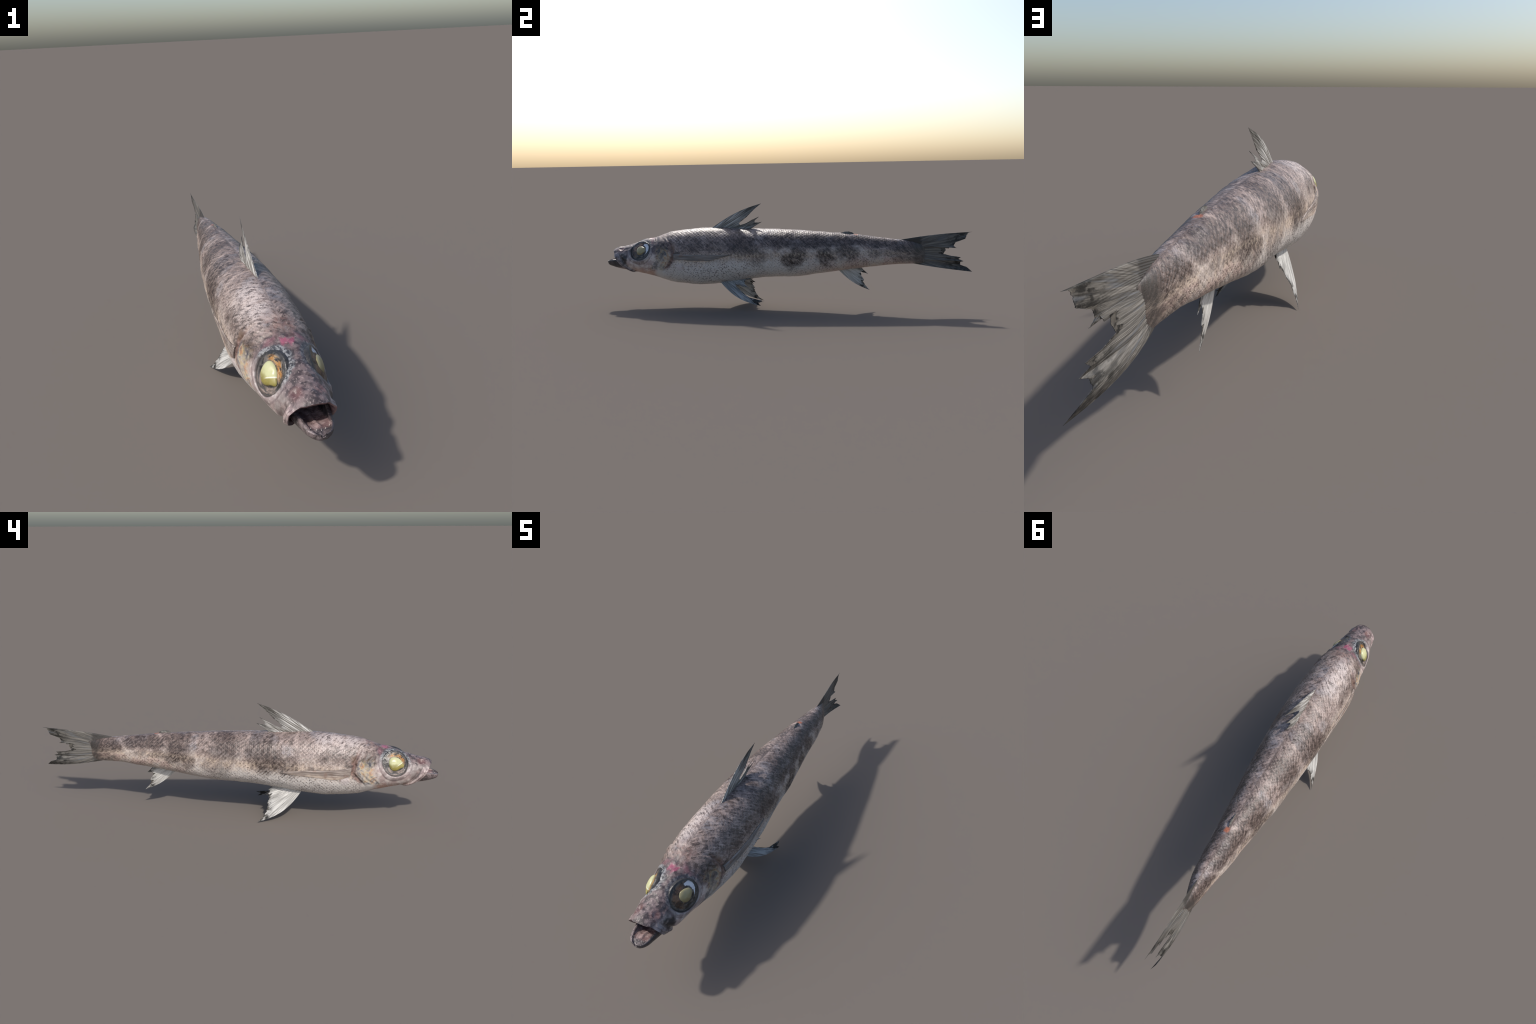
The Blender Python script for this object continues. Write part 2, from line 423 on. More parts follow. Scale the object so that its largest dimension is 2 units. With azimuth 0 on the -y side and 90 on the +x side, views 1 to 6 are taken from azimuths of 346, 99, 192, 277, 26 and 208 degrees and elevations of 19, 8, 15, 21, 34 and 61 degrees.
    # ---- head
    yh = g.add(y, g.mul(g.sub(sw2.outputs[0], .5), .05))
    zh = g.add(z, g.mul(g.sub(sw2.outputs[1], .5), .04))
    head = g.ramp(yh, -.675, -.715)
    hn = g.noise(g.pos, 42, 4, .6); hn2 = g.noise(g.pos, 130, 3, .6)
    crown = g.mix(g.ramp(hn, .42, .58), srgb(66, 57, 58), srgb(118, 103, 102))
    crown = g.mix(g.mul(g.ramp(hn2, .57, .67), .55), crown, srgb(172, 156, 152))
    crown = g.mix(g.mul(g.ramp(n2, .50, .40), .5), crown, srgb(62, 56, 58))
    cheek = g.mix(g.ramp(hn, .42, .58), srgb(166, 148, 144), srgb(198, 186, 180))
    cheek = g.mix(g.mul(g.mul(dot, g.ramp(z, .225, .205)), .7), cheek, srgb(140, 90, 70))
    throat = g.ramp(zh, .235, .19)
    cheek = g.mix(g.mul(throat, g.mul(g.ramp(n1, .35, .6), .6)), cheek, srgb(190, 146, 124))
    upper = g.ramp(g.add(zh, g.mul(g.sub(ax, .05), -.4)), .272, .312)
    hcol = g.mix(upper, cheek, crown)
    # nape redness
    nape = g.mul(g.mul(g.ramp(yh, -.73, -.69), g.ramp(yh, -.60, -.66)), g.ramp(ax, .06, .02))
    col = g.mix(g.mul(nape, g.mul(g.ramp(n2, .35, .65), .6)), col, srgb(116, 82, 76))
    col = g.mix(head, col, hcol)
    def at(p, r0, r1, sq=(1, 1, 1), wobble=.5):
        pw = g.vmath("ADD", g.pos, g.vmath("MULTIPLY", g.vmath("SUBTRACT", wob2, (.5, .5, .5)), (.05*wobble,)*3))
        d = g.vmath("LENGTH", g.vmath("MULTIPLY", g.vmath("SUBTRACT", pw, p), sq), (0, 0, 0))
        return g.ramp(d, r1, r0)
    # snout redness around the nostrils
    for sd in (1, -1):
        col = g.mix(g.mul(at((sd*.036+.004, -.908, .32), .006, .032), .38), col, srgb(132, 88, 86))
        col = g.mix(g.mul(at((sd*.036+.004, -.908, .322), .002, .012), .6), col, srgb(86, 50, 48))
    # dark patch between upper jaw bone and eye, blacker on the left
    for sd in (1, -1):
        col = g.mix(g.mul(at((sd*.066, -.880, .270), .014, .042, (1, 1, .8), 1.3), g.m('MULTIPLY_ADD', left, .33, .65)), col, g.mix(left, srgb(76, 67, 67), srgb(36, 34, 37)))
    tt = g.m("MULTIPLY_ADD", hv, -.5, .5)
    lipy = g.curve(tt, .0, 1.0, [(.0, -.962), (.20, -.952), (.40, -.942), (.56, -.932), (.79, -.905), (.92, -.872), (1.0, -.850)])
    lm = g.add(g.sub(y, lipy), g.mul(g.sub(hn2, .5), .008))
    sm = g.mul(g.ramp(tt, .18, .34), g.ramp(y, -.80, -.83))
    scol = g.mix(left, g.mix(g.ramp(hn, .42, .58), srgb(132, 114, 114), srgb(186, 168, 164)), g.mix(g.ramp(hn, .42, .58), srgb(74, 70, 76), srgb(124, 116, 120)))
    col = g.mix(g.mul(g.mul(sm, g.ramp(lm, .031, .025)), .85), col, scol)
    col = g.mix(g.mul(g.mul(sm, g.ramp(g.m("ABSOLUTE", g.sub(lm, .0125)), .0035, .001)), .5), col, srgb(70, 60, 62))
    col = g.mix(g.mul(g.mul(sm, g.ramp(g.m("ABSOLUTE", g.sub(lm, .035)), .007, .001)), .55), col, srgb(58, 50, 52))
    # grey ring of skin round each eye
    for sd in (1, -1):
        c, n, e1, e2 = EYES[sd]
        q = g.vmath("SUBTRACT", g.pos, tuple(c))
        def dotp(v):
            nd = g.n("ShaderNodeVectorMath"); nd.operation = "DOT_PRODUCT"; g.link(q, nd.inputs[0]); nd.inputs[1].default_value = tuple(v)
            return nd.outputs["Value"]
        a, b = dotp(e1), g.mul(dotp(e2), 1/OVAL[sd])
        r = g.m("SQRT", g.add(g.mul(a, a), g.mul(b, b)))
        same = g.ramp(xr, -.005*sd, .02*sd) if sd > 0 else g.ramp(xr, .005, -.02)
        ring = g.mul(g.m('MULTIPLY_ADD', g.ramp(b, -.02, .03), .3, .7), g.mul(g.ramp(g.add(r, g.mul(g.sub(hn, .5), .02)), .083, .075), same))
        up = g.ramp(b, -.02, .03)
        rc = g.mix(up, g.mix(g.ramp(hn, .4, .6), srgb(140, 128, 126), srgb(186, 176, 174)), g.mix(g.ramp(hn2, .44, .58), srgb(58, 60, 64), srgb(138, 139, 140)))
        if sd > 0: rc = g.mix(.6, rc, srgb(62, 58, 64))
        col = g.mix(g.mul(ring, .9), col, rc)
        col = g.mix(g.mul(g.mul(g.ramp(g.m("ABSOLUTE", g.sub(r, .083)), .005, .001), same), .5), col, srgb(90, 76, 78))
        col = g.mix(g.mul(g.ramp(r, .067, .062), same), col, srgb(52, 51, 50))
    # bright pink raw spot on the crown
    col = g.mix(g.mul(at((.002, -.738, .380), .006, .026, (1, 1, .6), 1.8), .65), col, srgb(170, 84, 110))
    for sd in (1, -1):
        col = g.mix(g.mul(at((sd*.045, -.712, .372), .004, .026, (.6, 1.2, .6), 1.0), .4), col, srgb(140, 92, 100))
        col = g.mix(g.mul(at((sd*.022, -.712, .386), .004, .015), .7), col, srgb(62, 48, 44))
    # upper jaw strip, pale mauve
    # ---- gill region: iridescent patches and the dark red slit
    gy = g.curve(z, .18, .40, [(.18, -.675), (.214, -.645), (.243, -.618), (.287, -.594), (.327, -.600), (.367, -.617), (.40, -.64)])
    gd = g.sub(y, gy)
    gz = g.mul(g.ramp(z, .19, .215), g.ramp(z, .385, .35))
    gn = g.noise(g.pos, 27, 4, .58, .5)
    irid = g.n("ShaderNodeValToRGB"); g.link(gn, irid.inputs[0])
    cr = irid.color_ramp
    stops = [(.38, srgb(66, 72, 84)), (.44, srgb(116, 114, 110)), (.49, srgb(164, 156, 144)), (.53, srgb(178, 166, 128)), (.57, srgb(184, 134, 98)), (.63, srgb(112, 98, 84))]
    while len(cr.elements) < len(stops): cr.elements.new(.5)
    for e, (p, c) in zip(cr.elements, stops): e.position = p; e.color = (*c, 1)
    gn2 = g.noise(g.pos, 62, 4, .6, .6)
    gdn = g.add(gd, g.mul(g.sub(gn2, .5), .05))
    gzn = g.add(z, g.mul(g.sub(gn2, .5), .04))
    gmask = g.mul(g.mul(g.ramp(gdn, -.092, -.076), g.ramp(gd, .0, -.010)), g.mul(g.ramp(gzn, .205, .225), g.ramp(gzn, .345, .315)))
    col = g.mix(g.mul(gmask, g.m('MULTIPLY_ADD', g.ramp(gn2, .4, .6), .35, .42)), col, g.mix(g.mul(left, .3), irid.outputs[0], srgb(84, 74, 58)))
    slit = g.mul(g.ramp(g.m("ABSOLUTE", g.sub(g.add(gd, g.mul(g.sub(gn2, .5), .045)), .010)), .026, .004), g.mul(g.ramp(z, .20, .235), g.ramp(z, .385, .33)))
    col = g.mix(g.mul(slit, .85), col, g.mix(g.ramp(n2, .4, .6), srgb(76, 56, 52), srgb(122, 94, 86)))
    for sd in (1, -1):
        # shoulder patch, and a small dark patch above the breast fin's root
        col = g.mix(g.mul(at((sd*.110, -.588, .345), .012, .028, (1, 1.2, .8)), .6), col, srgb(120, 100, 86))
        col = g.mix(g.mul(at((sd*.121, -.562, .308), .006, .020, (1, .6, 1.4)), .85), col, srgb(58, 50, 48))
        col = g.mix(g.mul(at((sd*.118, -.548, .235), .012, .032), .55), col, srgb(196, 184, 184))
        col = g.mix(g.mul(at((sd*.118, -.525, .24), .002, .014, (1, 1.2, .5)), .6), col, srgb(128, 100, 92))
    # ---- tail root: dark band, then grey fin root
    tb = g.add(y, g.mul(g.sub(n2, .5), .03))
    col = g.mix(g.mul(g.ramp(tb, .676, .716), g.m('MULTIPLY_ADD', g.ramp(fine, .4, .6), -.25, .95)), col, srgb(58, 54, 51))
    col = g.mix(g.ramp(g.add(tb, g.mul(g.m('ABSOLUTE', hv), -.012)), .740, .752), col, srgb(80, 76, 72))
    # orange vent-like spot behind the small back fin
    col = g.mix(at((.010, .396, .397), .006, .014, (1, .8, .8), .5), col, srgb(162, 100, 76))
    # fine relief
    hgt = g.add(g.mul(n3, .5), g.add(g.mul(hn2, .3), g.mul(g.noise(g.pos, 330, 2), .3)))
    g.bump(hgt, .0022, .8)
    return g.finish(col, g.m("MULTIPLY_ADD", n2, .3, .28), .45)

# ------------------------------------------------------------------ fins
def fin_material(name, light, mid, dark, fan_at, axes, root_to_tip, torn, streak=26, tint=None, root_dark=False):
    """Streaks fanning out from the root; ragged dark patches toward the torn edge.
    root_to_tip: distances from fan_at where the fin starts and ends; torn: (direction, from, to)."""
    g = Nodes(name)
    q = g.vmath("SUBTRACT", g.pos, fan_at)
    def dotp(v):
        nd = g.n("ShaderNodeVectorMath"); nd.operation = "DOT_PRODUCT"; g.link(q, nd.inputs[0]); nd.inputs[1].default_value = v
        return nd.outputs["Value"]
    a, b = dotp(axes[0]), dotp(axes[1])
    ang = g.m("ARCTAN2", b, a)
    r = g.m("SQRT", g.add(g.mul(a, a), g.mul(b, b)))
    st = g.noise(g.vec(g.mul(r, 8.0), g.mul(ang, streak), 0.0), 1.0, 4, .68)
    st2 = g.noise(g.vec(g.mul(r, 5.0), g.mul(ang, streak*.28), 5.0), 1.0, 2, .6)
    pat = g.noise(g.vec(g.mul(r, 26.0), g.mul(ang, streak*.34), 2.0), 1.0, 4, .62)
    col = g.mix(g.ramp(g.add(g.mul(st, .6), g.mul(st2, .4)), .43, .58), mid, light)
    fade = g.ramp(g.add(r, g.mul(g.sub(st2, .5), .14)), root_to_tip[0]*.7+root_to_tip[1]*.3, root_to_tip[1]*.95)
    col = g.mix(g.mul(fade, .8), col, g.mix(g.ramp(st, .4, .6), dark, mid))
    edge = g.ramp(g.add(dotp(torn[0]), g.mul(g.sub(pat, .5), (torn[2]-torn[1])*2.2)), torn[1], torn[2])
    col = g.mix(g.mul(edge, g.ramp(pat, .42, .56)), col, dark)
    col = g.mix(g.mul(g.ramp(st, .41, .34), .3 if root_dark else .7), col, dark)
    if tint:
        col = g.mix(g.mul(g.ramp(st2, .45, .35), .5), col, tint)
    if root_dark:
        col = g.mix(g.mul(g.ramp(g.add(g.y, g.mul(g.sub(pat, .5), .05)), .748, .728), .9), col, srgb(60, 57, 54))
    g.bump(st, .003, .4)
    tr = g.n("ShaderNodeBsdfTranslucent"); g.put(tr.inputs[0], col)
    mx = g.n("ShaderNodeMixShader"); mx.inputs[0].default_value = .05
    g.link(g.bsdf.outputs[0], mx.inputs[1]); g.link(tr.outputs[0], mx.inputs[2]); g.link(mx.outputs[0], g.out.inputs[0])
    return g.finish(col, .5, .35)

def sample_poly(pts, ts, n):
    """Points along a polyline whose vertices sit at parameters ts; the vertices themselves are kept."""
    ts = np.asarray(ts, float); pts = np.asarray(pts, float)
    s = np.unique(np.concatenate([np.linspace(0, 1, n), ts]))
    return s, np.stack([np.interp(s, ts, pts[:, k]) for k in range(3)], -1)

def fin_mesh(name, base, tips, mat, thick=.004, rays=14, ribs=.45, bow=None, nt=30, ns=150, base_t=None, tip_t=None, wave=.002, ragged=.004, seed=0, edge_mat=None, edge_w=.010, edge_bias=.35, edge_from=.06):
    """A fin: a sheet of rays from a root line to a torn outer edge, with thickness and ray ridges."""
    tips = np.asarray(tips, float); base = np.asarray(base, float)
    if tip_t is None:
        L = np.concatenate([[0], np.cumsum(np.linalg.norm(np.diff(tips, axis=0), axis=1))]); tip_t = L/L[-1]
    if base_t is None:
        L = np.concatenate([[0], np.cumsum(np.linalg.norm(np.diff(base, axis=0), axis=1))]); base_t = L/L[-1]
    s, T = sample_poly(tips, tip_t, ns)
    B = np.stack([np.interp(s, base_t, base[:, k]) for k in range(3)], -1)
    t = np.linspace(0, 1, nt)
    inner = sstep(0, .06, s)*(1-sstep(.94, 1, s))
    q = np.stack([s*rays*2.3, np.full_like(s, seed*3.1), np.zeros_like(s)], -1)
    rag = np.abs(vnoise(q, seed+11))*ragged + np.abs(vnoise(q*3.7, seed+12))*ragged*.8
    d = T - B; ln = np.linalg.norm(d, axis=1, keepdims=True)+1e-9
    T = T - d/ln*np.minimum(rag[:, None]*inner[:, None], ln*.3)
    P = B[:, None, :]*(1-t)[None, :, None] + T[:, None, :]*t[None, :, None]
    if bow is not None:
        P = P + bow(s[:, None], t[None, :])
    du = np.gradient(P, axis=0); dv = np.gradient(P, axis=1)
    n = np.cross(du, dv); n /= np.linalg.norm(n, axis=-1, keepdims=True)+1e-12
    for _ in range(6):
        n[1:-1] = (n[:-2]+n[1:-1]*2+n[2:])/4
    n /= np.linalg.norm(n, axis=-1, keepdims=True)+1e-12
    P = P + n*(wave*np.sin(s*9+seed)[:, None]*np.sin(t*5+seed)[None, :]*t[None, :])[..., None]
    ridge = .5+.5*np.cos(2*math.pi*rays*s)
    th = thick*(1.05-.85*t)[None, :]*(1-ribs+ribs*ridge)[:, None]/2
    th = th*(.35+.65*sstep(0, .05, s)*(1-sstep(.95, 1, s)))[:, None]
    A, C = P + n*th[..., None], P - n*th[..., None]
    m = len(s); V = np.concatenate([A.reshape(-1, 3), C.reshape(-1, 3)]); o = m*nt
    f = grid_faces(m, nt) + [tuple(reversed(q)) for q in grid_faces(m, nt, offset=o)]
    for i in range(m-1):
        a, b = i*nt+nt-1, (i+1)*nt+nt-1
        f.append((a, b, o+b, o+a)); a, b = i*nt, (i+1)*nt
        f.append((b, a, o+a, o+b))
    for j in range(nt-1):
        f.append((j, j+1, o+j+1, o+j)); a = (m-1)*nt+j
        f.append((a+1, a, o+a, o+a+1))
    me = make_mesh(name, V, f, mat)
    if edge_mat is not None:
        # dried dark strip along the torn edge: hard-edged flakes of uneven depth
        me.materials.append(edge_mat)
        L = np.linalg.norm(T - B, axis=1)
        q1 = np.stack([s*rays*1.1, np.full_like(s, seed*2.3), np.zeros_like(s)], -1)
        depth = edge_w*np.clip(vnoise(q1, seed+31)*1.3 + vnoise(q1*2.7, seed+32)*.8 + edge_bias, 0, 2)
        depth = depth*sstep(.0, edge_from, s)
        cut = 1 - depth/np.maximum(L, 1e-4)
        idx = np.zeros(len(me.polygons), np.int32)
        for i in range(m-1):
            for j in range(nt-1):
                if t[j] > .5*(cut[i]+cut[i+1]):
                    k = i*(nt-1)+j
                    idx[k] = 1; idx[(m-1)*(nt-1)+k] = 1
        base_n = 2*(m-1)*(nt-1)
        for i in range(m-1):
            if cut[i] < .97: idx[base_n+2*i] = 1
        me.polygons.foreach_set("material_index", idx)
    return me

# ------------------------------------------------------------------ build
for o in list(bpy.data.objects):
    bpy.data.objects.remove(o)
fish = bpy.data.objects.new("fish", None)
bpy.context.scene.collection.objects.link(fish)
fish["label"] = "slender mottled grey-brown dead fish with open mouth and torn fins"
fish["category"] = "fish"

skin = skin_material()
P, s_, th_, Y_, HV, H_ = build_skin()
nu, nv = P.shape[:2]
flat = P.reshape(-1, 3)
# vertex normals of the whole skin
du = np.gradient(P, axis=0); dv = np.roll(P, -1, 1) - np.roll(P, 1, 1)
NRM = np.cross(du, dv); NRM /= np.linalg.norm(NRM, axis=-1, keepdims=True)+1e-12
cen = P - np.stack([CX(Y_), P[..., 1], (ZT(Y_)+ZB(Y_))/2], -1)
flip = (NRM*cen).sum(-1).mean() < 0
if flip: NRM = -NRM
NRM = NRM.reshape(-1, 3)
faces = np.array(grid_faces(nu, nv, wrap_v=True))
if not flip: pass
fc = flat[faces].mean(1)
gl = np.vectorize(lambda v: v)(GILL(np.clip(fc[:, 2], .18, .40)))
is_gill = (fc[:, 1] > gl-.085) & (fc[:, 1] < gl+.004) & (fc[:, 2] > .20) & (fc[:, 2] < .365)
region = np.where(fc[:, 1] < gl-.0, 0, np.where(fc[:, 1] < .50, 1, 2))
region = np.where(is_gill, np.where(fc[:, 0] > 0, 3, 4), region)
parts = {}
for rid, nm in ((0, "head"), (1, "trunk"), (2, "tail_stem"), (3, "gill_cover"), (4, "gill_cover")):
    ff = faces[region == rid]
    used, inv = np.unique(ff, return_inverse=True)
    ff = inv.reshape(-1, 4)
    a = flat[used][ff]
    fn = np.cross(a[:, 1]-a[:, 0], a[:, 2]-a[:, 0])
    if (fn*NRM[used][ff[:, 0]]).sum() < 0: ff = ff[:, ::-1]
    me = make_mesh(nm, flat[used], ff, skin)
    me.normals_split_custom_set_from_vertices([tuple(v) for v in NRM[used]])
    parts[rid] = add_object(nm, me, fish)
for rid in (3, 4):
    parts[rid].parent = parts[0]
HEAD, TRUNK, STEM = parts[0], parts[1], parts[2]
# close the thin end of the tail stem inside the tail fin
end = flat[(nu-1)*nv:]
ctr = end.mean(0)

# ---- mouth lining: a pouch that starts on the lip and runs back into the head
g = Nodes("mouth_lining")
mn = g.noise(g.pos, 40, 4)
deep = g.ramp(g.add(g.y, g.mul(g.sub(mn, .5), .03)), -.93, -.86)
MOUTH = g.finish(g.mix(deep, g.mix(g.ramp(mn, .4, .6), srgb(104, 80, 82), srgb(140, 112, 112)), srgb(62, 38, 44)), .35, .5)
lip0 = P[0]
rings = [lip0]
cl = lip0.mean(0)
for back, sc, lift in ((.003, .93, 0), (.012, .88, 0), (.035, .85, .0), (.07, .80, .002), (.11, .66, .004), (.15, .42, .004), (.165, .1, .004)):
    q = lip0.copy()
    q[:, 0] = cl[0] + (q[:, 0]-cl[0])*sc
    q[:, 2] = .262 + (q[:, 2]-.262)*(sc*.95) + lift
    k = 1 - .6*min(1, back/.12)
    q[:, 1] = cl[1] + (q[:, 1]-cl[1])*k + back
    rings.append(q)
V = np.concatenate(rings)
mf = grid_faces(len(rings), nv, wrap_v=True)
add_object("mouth_lining", make_mesh("mouth_lining", V, mf, MOUTH), HEAD)

# ---- lower jaw: a scoop with rounded tip and thick rim
JAW_ZB = pchip([-1.0, -.995, -.98, -.956, -.914, -.874, -.80], [.240, .229, .221, .213, .2035, .1975, .186])
JAW_W = pchip([-1.0, -.996, -.988, -.975, -.95, -.92, -.88, -.80], [.008, .020, .030, .037, .0435, .050, .058, .066])
JAW_RIM = pchip([-1.0, -.98, -.955, -.92, -.88, -.80], [.249, .254, .258, .262, .266, .27])
def jaw_mesh(mat):
    n, mth = 60, 40
    ys = -1.0 + .19*np.linspace(0, 1, n)**1.5
    V = []
    for yy in ys:
        w, zb, zr = float(JAW_W(yy)), float(JAW_ZB(yy)), float(JAW_RIM(yy))
        k = .955 if yy > -.93 else .955+.045*(1-sstep(-.96, -.93, yy))
        a = np.linspace(-math.pi/2, math.pi/2, mth)      # outer U
        ox = .008 + w*k*np.sin(a); oz = zr - (zr-zb)*np.cos(a)**.85
        thick = min(.010, w*.35)
        wi = w*k - thick; zi = zr - min(max((zr-zb) - thick*1.6, .002), .005 + .026*float(sstep(-.985, -.89, yy)))
        ib = np.linspace(math.pi/2, -math.pi/2, mth)     # inner floor, flatter, with a middle ridge
        ix = .008 + wi*np.sin(ib); iz = zr+.001 - (zr-zi)*np.cos(ib)**.6 + .004*np.exp(-((ix-.008)/.006)**2)*sstep(-.985, -.96, yy)
        V += [(x, yy, z) for x, z in zip(ox, oz)] + [(x, yy, z) for x, z in zip(ix, iz)]
    V = np.array(V); m = 2*mth
    V[:, 2] += .0012*vnoise(V*60, 5)
    f = grid_faces(n, m, wrap_v=True)
    f.append(tuple(range(m))); f.append(tuple((n-1)*m+k for k in reversed(range(m))))
    return make_mesh("lower_jaw", V, f, mat)
g = Nodes("jaw_skin")
jn = g.noise(g.pos, 45, 4, .6); jn2 = g.noise(g.pos, 150, 3)
jc = g.mix(g.ramp(jn, .42, .6), srgb(64, 57, 58), srgb(120, 107, 107))
jc = g.mix(g.mul(g.ramp(jn2, .55, .68), .45), jc, srgb(166, 154, 152))
jc = g.mix(g.mul(g.ramp(g.x, .0, .03), g.mul(g.ramp(g.z, .262, .255), .75)), jc, srgb(46, 44, 48))
jc = g.mix(g.mul(g.ramp(g.z, .222, .205), .6), jc, srgb(178, 146, 134))
nx = g.n("ShaderNodeNewGeometry"); sp = g.n("ShaderNodeSeparateXYZ"); g.link(nx.outputs["Normal"], sp.inputs[0])
inside = g.mul(g.ramp(sp.outputs[2], .15, .5), g.mul(g.ramp(g.m("ABSOLUTE", g.sub(g.x, .008)), .036, .028), g.ramp(g.y, -.982, -.968)))
jc = g.mix(g.mul(inside, .85), jc, g.mix(g.ramp(jn, .4, .6), srgb(120, 96, 95), srgb(162, 140, 137)))
g.bump(g.add(jn, jn2), .004, .6)
JAWM = g.finish(jc, .38, .5)
JAW = add_object("lower_jaw", jaw_mesh(JAWM), HEAD)

# teeth: small blunt pegs along both jaws
g = Nodes("tooth"); TOOTH = g.finish(srgb(190, 182, 172), .3, .5)
def cone(h, r, k=8):
    V = [(r*math.cos(a*math.tau/k)*(1-t)**.7, r*math.sin(a*math.tau/k)*(1-t)**.7, h*t) for t in (0, .35, .7, .93) for a in range(k)] + [(0, 0, h)]
    f = grid_faces(4, k, wrap_v=True) + [(3*k+a, 3*k+(a+1) % k, 4*k) for a in range(k)]
    return V, f
tv, tf = cone(.007, .0028)
tooth_me = make_mesh("tooth", tv, tf, TOOTH)
for k, xx in enumerate((-.038, -.028, -.015, -.004, .009, .020, .032, .042)):
    o = add_object("tooth", tooth_me, HEAD)
    hh_ = .12+abs(xx)*4.0
    j = int(np.argmin(np.abs(lip0[:, 0]-(xx+.006)) + 10*(np.abs(th_) > 1.9)))
    p = lip0[j]
    o.location = (p[0]*.9, p[1]+.006, p[2]+.002); o.rotation_euler = (math.pi+random.uniform(-.3, .3), random.uniform(-.2, .2), 0)
    sc = random.uniform(.6, 1.1); o.scale = (sc, sc, sc)
for k in range(7):
    o = add_object("tooth", tooth_me, JAW)
    a = (k-3)/3*1.15
    yy = -.985+.035*abs(a)**1.6*.5
    o.location = (.008+float(JAW_W(yy))*.86*math.sin(a)/math.sin(1.15), yy, float(JAW_RIM(yy))-.002)
    sc = random.uniform(.35, .6); o.scale = (sc, sc, sc)
    o.rotation_euler = (random.uniform(-.1, .3), random.uniform(-.2, .2), 0)

# ---- eyes: dark bowl with a gold arc, and a clouded yellow lens
def dome(profile, n=72):
    V, f = [], []
    for r, h in profile:
        V += [(r*math.cos(k*math.tau/n), r*math.sin(k*math.tau/n), h) for k in range(n)]
    f = grid_faces(len(profile), n, wrap_v=True)
    f.append(tuple((len(profile)-1)*n+k for k in range(n)))
    return V, f
from mathutils import Matrix
for side in (1, -1):
    g = Nodes("eye_bowl")
    r = g.m("SQRT", g.add(g.mul(g.x, g.x), g.mul(g.y, g.y)))
    en = g.noise(g.pos, 42, 4, .6, .8)
    ang = g.m("ARCTAN2", g.y, g.x)
    sw = g.noise(g.vec(g.mul(r, 90.0), g.mul(ang, 1.6), 0.0), 1.0, 3)
    col = g.mix(g.ramp(g.add(g.mul(en, .6), g.mul(sw, .4)), .42, .58), srgb(34, 32, 31), srgb(98, 93, 88))
    fw = -1 if side > 0 else -1
    gold = g.mul(g.mul(g.ramp(g.m("ABSOLUTE", g.sub(r, .042)), .013, .003), g.ramp(g.add(g.mul(g.x, .35), g.y), .008, .03)), g.ramp(sw, .38, .56))
    if side < 0:
        col = g.mix(gold, col, g.mix(g.ramp(en, .4, .6), srgb(150, 104, 48), srgb(176, 142, 96)))
        col = g.mix(g.mul(g.mul(g.ramp(r, .034, .045), g.ramp(g.y, -.01, -.03)), .55), col, g.mix(g.ramp(sw, .4, .6), srgb(96, 92, 90), srgb(170, 150, 140)))
    else:
        gold = g.mul(g.ramp(g.m("ABSOLUTE", g.sub(r, .038)), .022, .006), g.ramp(g.add(g.mul(g.x, -1.0), g.mul(g.y, .6)), -.02, .02))
        col = g.mix(g.mul(gold, .75), col, g.mix(g.ramp(en, .4, .6), srgb(58, 38, 27), srgb(116, 80, 48)))
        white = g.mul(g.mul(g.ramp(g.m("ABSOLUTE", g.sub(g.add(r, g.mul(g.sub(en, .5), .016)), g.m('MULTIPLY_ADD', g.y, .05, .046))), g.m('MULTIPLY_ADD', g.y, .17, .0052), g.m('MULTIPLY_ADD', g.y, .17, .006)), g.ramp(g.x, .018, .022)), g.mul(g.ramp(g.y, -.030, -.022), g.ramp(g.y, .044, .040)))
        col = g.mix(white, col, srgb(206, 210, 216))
    col = g.mix(g.mul(g.ramp(r, .052, .060), .75), col, srgb(44, 44, 45))
    g.bump(g.add(en, sw), .005, .6)
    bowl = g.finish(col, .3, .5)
    g = Nodes("eye_lens")
    ln = g.noise(g.pos, 46, 3)
    cl_ = (srgb(184, 184, 140), srgb(136, 127, 72)) if side < 0 else (srgb(156, 146, 108), srgb(132, 120, 84))
    lc = g.mix(g.ramp(g.add(g.y, g.mul(g.sub(ln, .5), .03)), -.022, .004), cl_[1], cl_[0])
    lc = g.mix(g.mul(g.ramp(ln, .5, .7), .5), lc, srgb(190, 186, 150) if side < 0 else srgb(146, 144, 120))
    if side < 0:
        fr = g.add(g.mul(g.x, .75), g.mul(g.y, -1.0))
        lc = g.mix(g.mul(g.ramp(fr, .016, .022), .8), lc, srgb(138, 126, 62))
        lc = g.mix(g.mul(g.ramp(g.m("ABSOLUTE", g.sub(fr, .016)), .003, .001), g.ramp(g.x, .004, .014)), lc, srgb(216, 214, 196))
    lens_m = g.finish(lc, .3, .5)
    c, n, e1, e2 = EYES[side]
    prof = [(.0665, -.018), (.0655, -.006), (.063, -.0045), (.058, -.004), (.050, -.0032), (.042, -.002), (.034, .0), (.02, .001), (.006, .001)]
    V, f = dome(prof)
    V = np.array(V); V[:, 2] += .0012*vnoise(V*110, 8+side)*(np.hypot(V[:, 0], V[:, 1]) < .06)
    if side < 0: f = [tuple(reversed(q)) for q in f]
    # local axes: x = along the fish, y = up, z = outward
    R = Matrix(((e1[0], e2[0], n[0]), (e1[1], e2[1], n[1]), (e1[2], e2[2], n[2]))).to_4x4()
    if R.determinant() < 0:
        # right-handed frame: mirror the local x axis
        e1 = -e1
        R = Matrix(((e1[0], e2[0], n[0]), (e1[1], e2[1], n[1]), (e1[2], e2[2], n[2]))).to_4x4()
        f = [tuple(reversed(q)) for q in f]
    R.translation = Vector(tuple(c))
    eye = add_object("eye", make_mesh("eye", V, f, bowl), HEAD); eye.matrix_local = R @ Matrix.Diagonal((1, OVAL[side], 1, 1))
